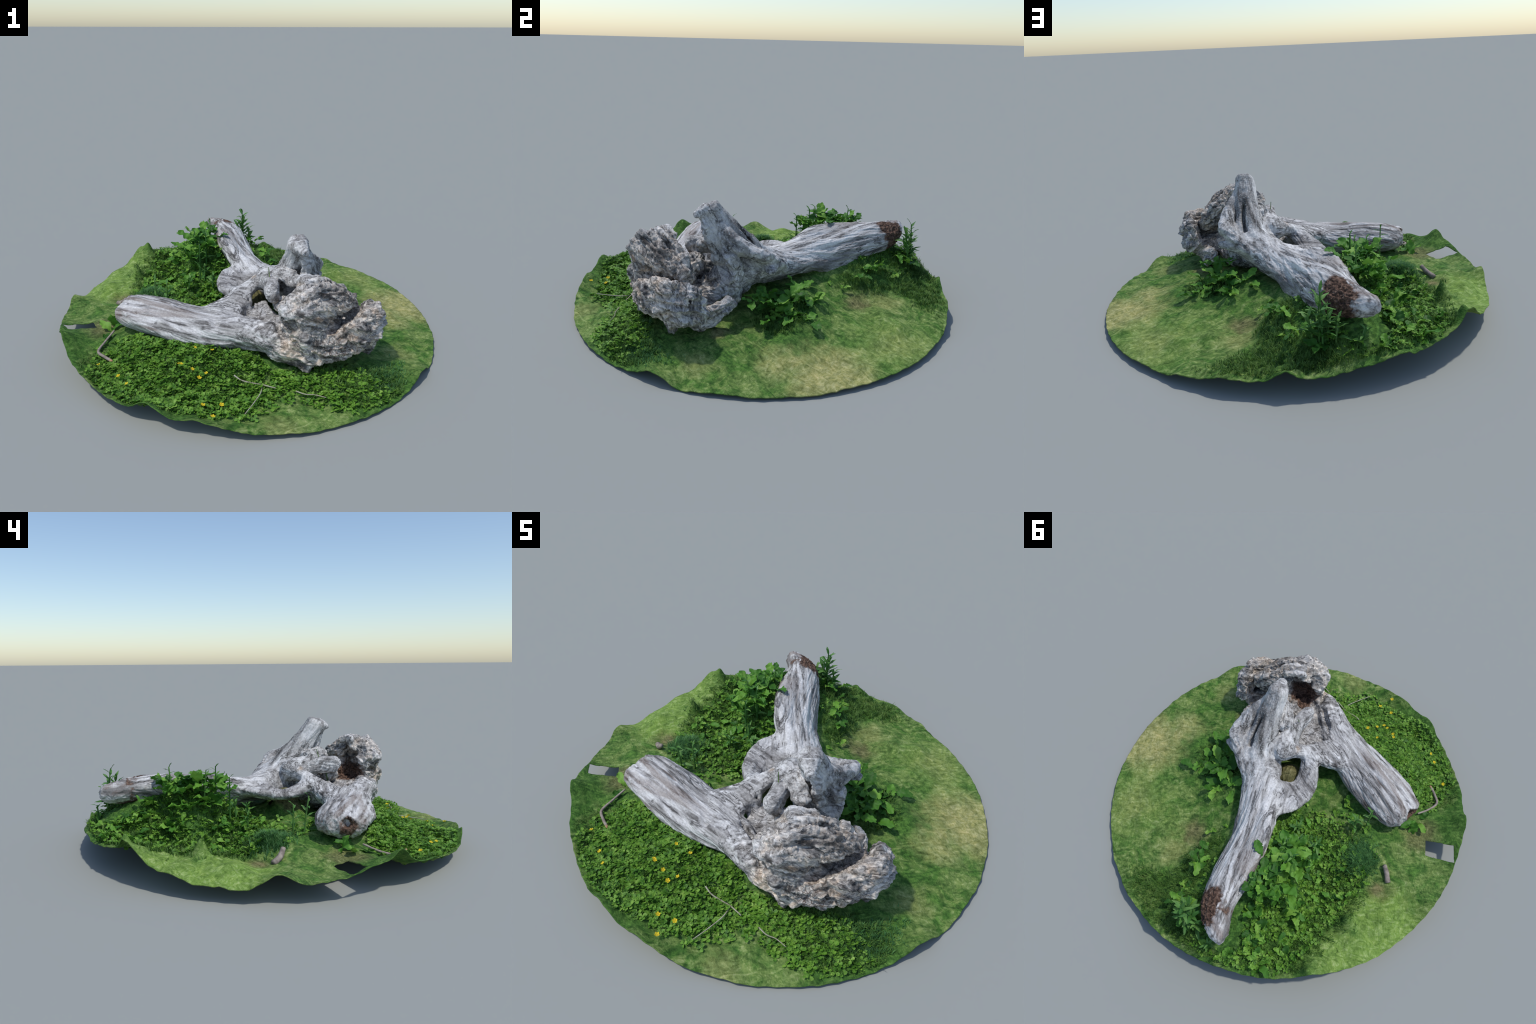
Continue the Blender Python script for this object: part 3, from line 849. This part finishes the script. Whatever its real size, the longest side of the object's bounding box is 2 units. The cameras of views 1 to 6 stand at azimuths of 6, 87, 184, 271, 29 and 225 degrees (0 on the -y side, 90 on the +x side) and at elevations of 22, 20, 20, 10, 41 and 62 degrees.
def in_wood(x, y):
    """Rough footprints of the log and trunk, so that plants stay beside the wood."""
    def seg(ax, ay, bx, by, r):
        t = np.clip(((x - ax) * (bx - ax) + (y - ay) * (by - ay)) / ((bx - ax) ** 2 + (by - ay) ** 2), 0, 1)
        return np.hypot(x - ax - t * (bx - ax), y - ay - t * (by - ay)) < r
    return seg(-.58, -.31, -.05, -.42, .125) or seg(.15, 0, -.13, .44, .12) or seg(-.13, .44, -.33, .78, .10) or seg(.2, -.5, .6, -.4, .11) or seg(.0, -.25, .3, -.1, .14)


# leaf bank between the limbs
for x, y, z, n, s in ((-.34, .36, .370, 9, .105), (-.33, .24, .34, 7, .085), (-.31, .56, .36, 7, .075), (-.30, .29, .35, 8, .09), (-.37, .44, .34, 9, .10), (-.33, .51, .35, 8, .085), (-.37, .30, .28, 8, .09), (-.29, .41, .37, 7, .08),
                      (-.41, .42, .265, 7, .08), (-.43, .52, .19, 7, .08), (-.37, .20, .16, 6, .07), (-.42, .62, .20, 7, .075), (-.50, .46, .19, 8, .075), (-.56, .58, .14, 6, .065), (-.36, .60, .28, 7, .07),
                      (-.44, .74, .19, 7, .075), (-.53, .76, .15, 6, .065), (-.38, .84, .17, 7, .06), (-.27, .86, .17, 6, .055), (-.60, .68, .14, 5, .06), (-.33, .10, .11, 6, .055), (-.41, .68, .22, 6, .07)):
    rosette(x, y, z - .02, n, s)
count = 0
while count < 230:
    x, y = rng.uniform(-.66, -.12), rng.uniform(.0, .93)
    if math.hypot(x, y) > .93 or in_wood(x, y) or lush_mask(np.array([x]), np.array([y]))[0] < .4:
        continue
    z = ground_at(x, y)
    add_leaf("leaf", BROAD, (x, y, z + rng.uniform(0, .03)), rng.uniform(0, 6.28), rng.uniform(0, .9), rng.uniform(-.6, .6), rng.uniform(.03, .055))
    count += 1
# leafy clump on the +x side
rosette(.40, .05, .135, 8, .085)
rosette(.36, .12, .14, 8, .095)
rosette(.43, .12, .10, 7, .08)
rosette(.43, -.05, .16, 6, .075)
rosette(.33, .22, .11, 7, .075)
rosette(.25, .17, .15, 7, .07)
rosette(.38, .01, .17, 7, .07)
rosette(.46, .06, .09, 7, .075)
rosette(.05, .56, .16, 6, .06)
rosette(.50, .19, .10, 4, .085, lift=.35)
rosette(.04, .62, .18, 6, .065)
rosette(-.655, -.33, .10, 5, .085, lift=1.2)
rosette(-.42, -.17, .13, 5, .06)
rosette(-.30, -.20, .13, 5, .055)
rosette(.10, .40, .11, 5, .05)
rosette(.00, .76, .14, 6, .05)
rosette(-.06, .82, .19, 6, .07)


def stalk(name, pts, r0, r1, mat, parent, sides=6):
    S = catmull(pts, 0.01)
    T = np.gradient(S, axis=0)
    T /= np.linalg.norm(T, axis=1, keepdims=True)
    up = np.array([0.31, 0.17, 0.93])
    s = np.cross(T, up)
    s /= np.linalg.norm(s, axis=1, keepdims=True)
    u = np.cross(s, T)
    rad = np.linspace(r0, r1, len(S)) * (1 + 0.15 * perlin(S * 60))
    V, F = [], []
    for k in range(len(S)):
        for j in range(sides):
            a = 2 * math.pi * j / sides
            V.append(S[k] + rad[k] * (math.cos(a) * s[k] + math.sin(a) * u[k]))
    for k in range(len(S) - 1):
        for j in range(sides):
            j2 = (j + 1) % sides
            F.append((k * sides + j, k * sides + j2, (k + 1) * sides + j2, (k + 1) * sides + j))
    F.append(tuple(range(sides))[::-1])
    F.append(tuple(range((len(S) - 1) * sides, len(S) * sides)))
    return mesh_object(name, V, F, mat, parent)


def weed(x, y, z0, z1, lean, n, size):
    top = (x + lean[0], y + lean[1], z1)
    stalk("weed_stem", [(x, y, z0), (x + lean[0] * .4, y + lean[1] * .4, (z0 + z1) / 2), top], .005, .003, MAT_WEED, PATCH)
    for k in range(n):
        t = 0.25 + 0.75 * k / (n - 1)
        p = (x + lean[0] * t, y + lean[1] * t, z0 + (z1 - z0) * t - .004)
        add_leaf("weed_leaf", LANCE, p, 2.4 * k + rng.uniform(-.3, .3), rng.uniform(.2, .8) + .4 * t, rng.uniform(-.3, .3), size * (1.2 - .6 * t))


weed(-.15, .865, .13, .385, (.01, -.02), 16, .075)
weed(-.135, .84, .15, .34, (.0, -.02), 14, .085)
weed(-.17, .83, .15, .31, (.0, .01), 12, .08)
rosette(-.14, .84, .19, 7, .06)
rosette(-.16, .85, .15, 7, .065)
weed(-.20, .85, .14, .28, (-.01, .0), 9, .065)
weed(-.11, .83, .14, .28, (.02, 0), 9, .07)
weed(-.47, -.15, .13, .32, (-.005, -.02), 7, .055)
weed(-.43, -.10, .12, .27, (.0, .0), 7, .055)
weed(-.30, .87, .15, .24, (-.02, .0), 7, .05)
weed(-.285, .28, .22, .43, (0, 0), 8, .05)
weed(-.30, .50, .28, .43, (0, .01), 8, .05)
weed(-.31, .21, .16, .38, (0, 0), 8, .05)
weed(-.36, .33, .28, .425, (0, -.01), 8, .055)
weed(-.28, .18, .16, .26, (0, .01), 8, .06)
weed(-.22, .12, .15, .23, (0, .01), 8, .055)
weed(-.36, .12, .14, .21, (.01, 0), 7, .055)

for kind, items in LEAVES.items():
    items.sort(key=lambda q: -q[2])
    for me, M, size in items[:300]:
        ob = bpy.data.objects.new(kind, me)
        ob.matrix_world = M
        COL.objects.link(ob)
        ob.parent = PATCH
    rest = items[300:]
    if rest:
        V, F, o = [], [], 0
        for me, M, size in rest:
            V += [tuple(M @ v.co) for v in me.vertices]
            F += [tuple(i + o for i in p.vertices) for p in me.polygons]
            o += len(me.vertices)
        st = mesh_object("small_leaves", V, F, MAT_CLOVER, PATCH)
        st["kind"] = "stuff"


def clover_carpet(n):
    """Three-leaflet sprigs standing just above the turf in front of the log and between the limbs."""
    V, F = [], []
    made = 0
    while made < n:
        if rng.random() < .75:
            x, y = rng.uniform(-.68, .75), rng.uniform(-.92, -.40)
            dens = smoothstep(1.25, .7, np.hypot((x + .22) / .46, (y + .64) / .27)) + .5 * smoothstep(1.2, .6, np.hypot((x - .5) / .3, (y + .66) / .14))
        else:
            x, y = rng.uniform(-.68, .0), rng.uniform(-.2, .97)
            dens = smoothstep(1.25, .8, np.hypot((x + .38) / .32, (y - .42) / .5))
        if rng.random() > dens or math.hypot(x, y) > .975 or in_wood(x, y):
            continue
        z = ground_at(x, y) + rng.uniform(.002, .020)
        size = rng.uniform(.007, .0165)
        az = rng.uniform(0, 6.28)
        tilt = Matrix.Rotation(rng.normal(0, .35), 3, "X") @ Matrix.Rotation(rng.normal(0, .35), 3, "Y")
        for k in range(3):
            R = tilt @ Matrix.Rotation(az + k * 2.094, 3, "Z")
            o = len(V)
            for px, py, pz in ((0, 0, -.1), (.55, .5, .12), (1.15, .55, .2), (1.45, 0, .02), (1.15, -.55, .2), (.55, -.5, .12), (.8, 0, -.02)):
                q = R @ Vector((px * size, py * size, pz * size))
                V.append((x + q.x, y + q.y, z + q.z))
            F += [(o, o + 6, o + 1), (o + 1, o + 6, o + 2), (o + 2, o + 6, o + 3), (o + 3, o + 6, o + 4), (o + 4, o + 6, o + 5), (o + 5, o + 6, o)]
        made += 1
    ob = mesh_object("clover_carpet", np.array(V), np.array(F), MAT_CLOVER, PATCH)
    ob["kind"] = "stuff"


clover_carpet(4200)


def grass_tufts(name, mat, n, spot=None, tall=1.0):
    V, F = [], []
    made = 0
    while made < n:
        a, r = rng.uniform(0, 6.28), math.sqrt(rng.uniform(0, .95))
        x, y = r * math.cos(a), r * math.sin(a)
        dens = lush_mask(np.array([x]), np.array([y]))[0]
        if spot:
            x, y, dens = rng.normal(spot[0], spot[2]), rng.normal(spot[1], spot[2]), 1.0
            if math.hypot(x, y) > .96:
                continue
        if rng.random() > dens or in_wood(x, y) or (-.95 < x < -.73 and -.4 < y < -.24):
            continue
        z = ground_at(x, y) - .002
        for b in range(6):
            h = tall * rng.uniform(.012, .028) * (.7 + .6 * dens)
            az = rng.uniform(0, 6.28)
            bx, by = x + rng.normal(0, .006), y + rng.normal(0, .006)
            d = np.array([math.cos(az), math.sin(az)])
            p = np.array([-d[1], d[0]]) * rng.uniform(.0010, .0018)
            o = len(V)
            lean = rng.uniform(.3, 1.0) * h
            for t, w in ((0, 1), (.55, .8)):
                c = (bx + d[0] * lean * t * t, by + d[1] * lean * t * t, z + h * t)
                V.append((c[0] + p[0] * w, c[1] + p[1] * w, c[2]))
                V.append((c[0] - p[0] * w, c[1] - p[1] * w, c[2]))
            V.append((bx + d[0] * lean, by + d[1] * lean, z + h * .85))
            F += [(o, o + 1, o + 3), (o, o + 3, o + 2), (o + 2, o + 3, o + 4)]
        made += 1
    ob = mesh_object(name, np.array(V), np.array(F), mat, PATCH)
    ob["kind"] = "stuff"


grass_tufts("grass_blades", MAT_GRASS, 4500)
grass_tufts("grass_cushion", MAT_CUSHION, 420, (-.56, .01, .045), 1.3)
grass_tufts("grass_cushion", MAT_CUSHION, 420, (.66, -.56, .07), .7)
grass_tufts("grass_blades", MAT_GRASS, 200, (-.12, .90, .04), 1.1)


# buttercups
def flower_mesh():
    bm = bmesh.new()
    for k in range(5):
        a = k * 2 * math.pi / 5
        R = Matrix.Rotation(a, 3, "Z")
        vs = [bm.verts.new(R @ Vector(p)) for p in ((.1, 0, 0), (.7, .45, .3), (1.05, .25, .55), (1.05, -.25, .55), (.7, -.45, .3))]
        bm.faces.new(vs)
    bmesh.ops.create_icosphere(bm, subdivisions=1, radius=.28)
    me = bpy.data.meshes.new("buttercup")
    bm.to_mesh(me)
    bm.free()
    me.materials.append(MAT_FLOWER)
    return me


FL = flower_mesh()
for x, y, z, s in ((-.17, -.717, .143, .009), (-.136, -.736, .113, .010), (-.223, -.70, .155, .009), (-.235, -.69, .15, .008), (-.04, -.945, .072, .010), (-.018, -.858, .068, .010),
                   (-.097, -.865, .066, .010), (-.096, -.618, .185, .009), (-.179, -.603, .185, .008), (-.11, -.70, .115, .008), (-.62, -.66, .10, .009), (-.5, -.74, .10, .009), (-.45, -.78, .09, .008)):
    ob = bpy.data.objects.new("buttercup", FL)
    ob.matrix_world = orient((x, y, z), rng.uniform(0, 6), rng.uniform(-.4, .4), rng.uniform(-.4, .4), s)
    COL.objects.link(ob)
    ob.parent = PATCH


# dry stalks and sticks lying in the grass
def loose(name, label, pieces, mat):
    e = empty(name, label, "twig")
    for pts, r0, r1 in pieces:
        stalk(name + "_stem", pts, r0, r1, mat, e)
    return e


loose("dry_stalk", "thin pale forked dry grass stalk lying on turf", [([(.01, -.676, .098), (.045, -.688, .082), (.09, -.689, .072), (.138, -.692, .068), (.199, -.709, .066)], .0035, .003),
                                                                  ([(.138, -.692, .067), (.137, -.74, .061), (.118, -.80, .056), (.084, -.886, .050)], .003, .002)], MAT_TWIG)
loose("dry_stalk", "thin pale straight dry grass stalk lying on turf", [([(.29, -.725, .068), (.33, -.736, .062), (.37, -.733, .060), (.421, -.745, .058)], .003, .002)], MAT_TWIG)
ST = loose("fallen_stick", "short bent weathered stick with reddish broken end", [([(-.63, -.40, .135), (-.655, -.47, .11), (-.665, -.54, .096), (-.62, -.58, .094), (-.585, -.60, .090)], .005, .008)], MAT_STICK)
stalk("broken_end", [(-.587, -.599, .090), (-.572, -.608, .090)], .0082, .006, MAT_CUT, ST)
loose("fallen_stick", "grey blurred stick stub lying near the rim", [([(-.68, -.045, .135), (-.71, -.03, .105), (-.745, .0, .085)], .012, .016)], MAT_STICK)
stalk("grass_stem", [(.128, -.258, .452), (.135, -.275, .40), (.15, -.31, .33), (.159, -.329, .26)], .0018, .0026, MAT_GRASS, PATCH)
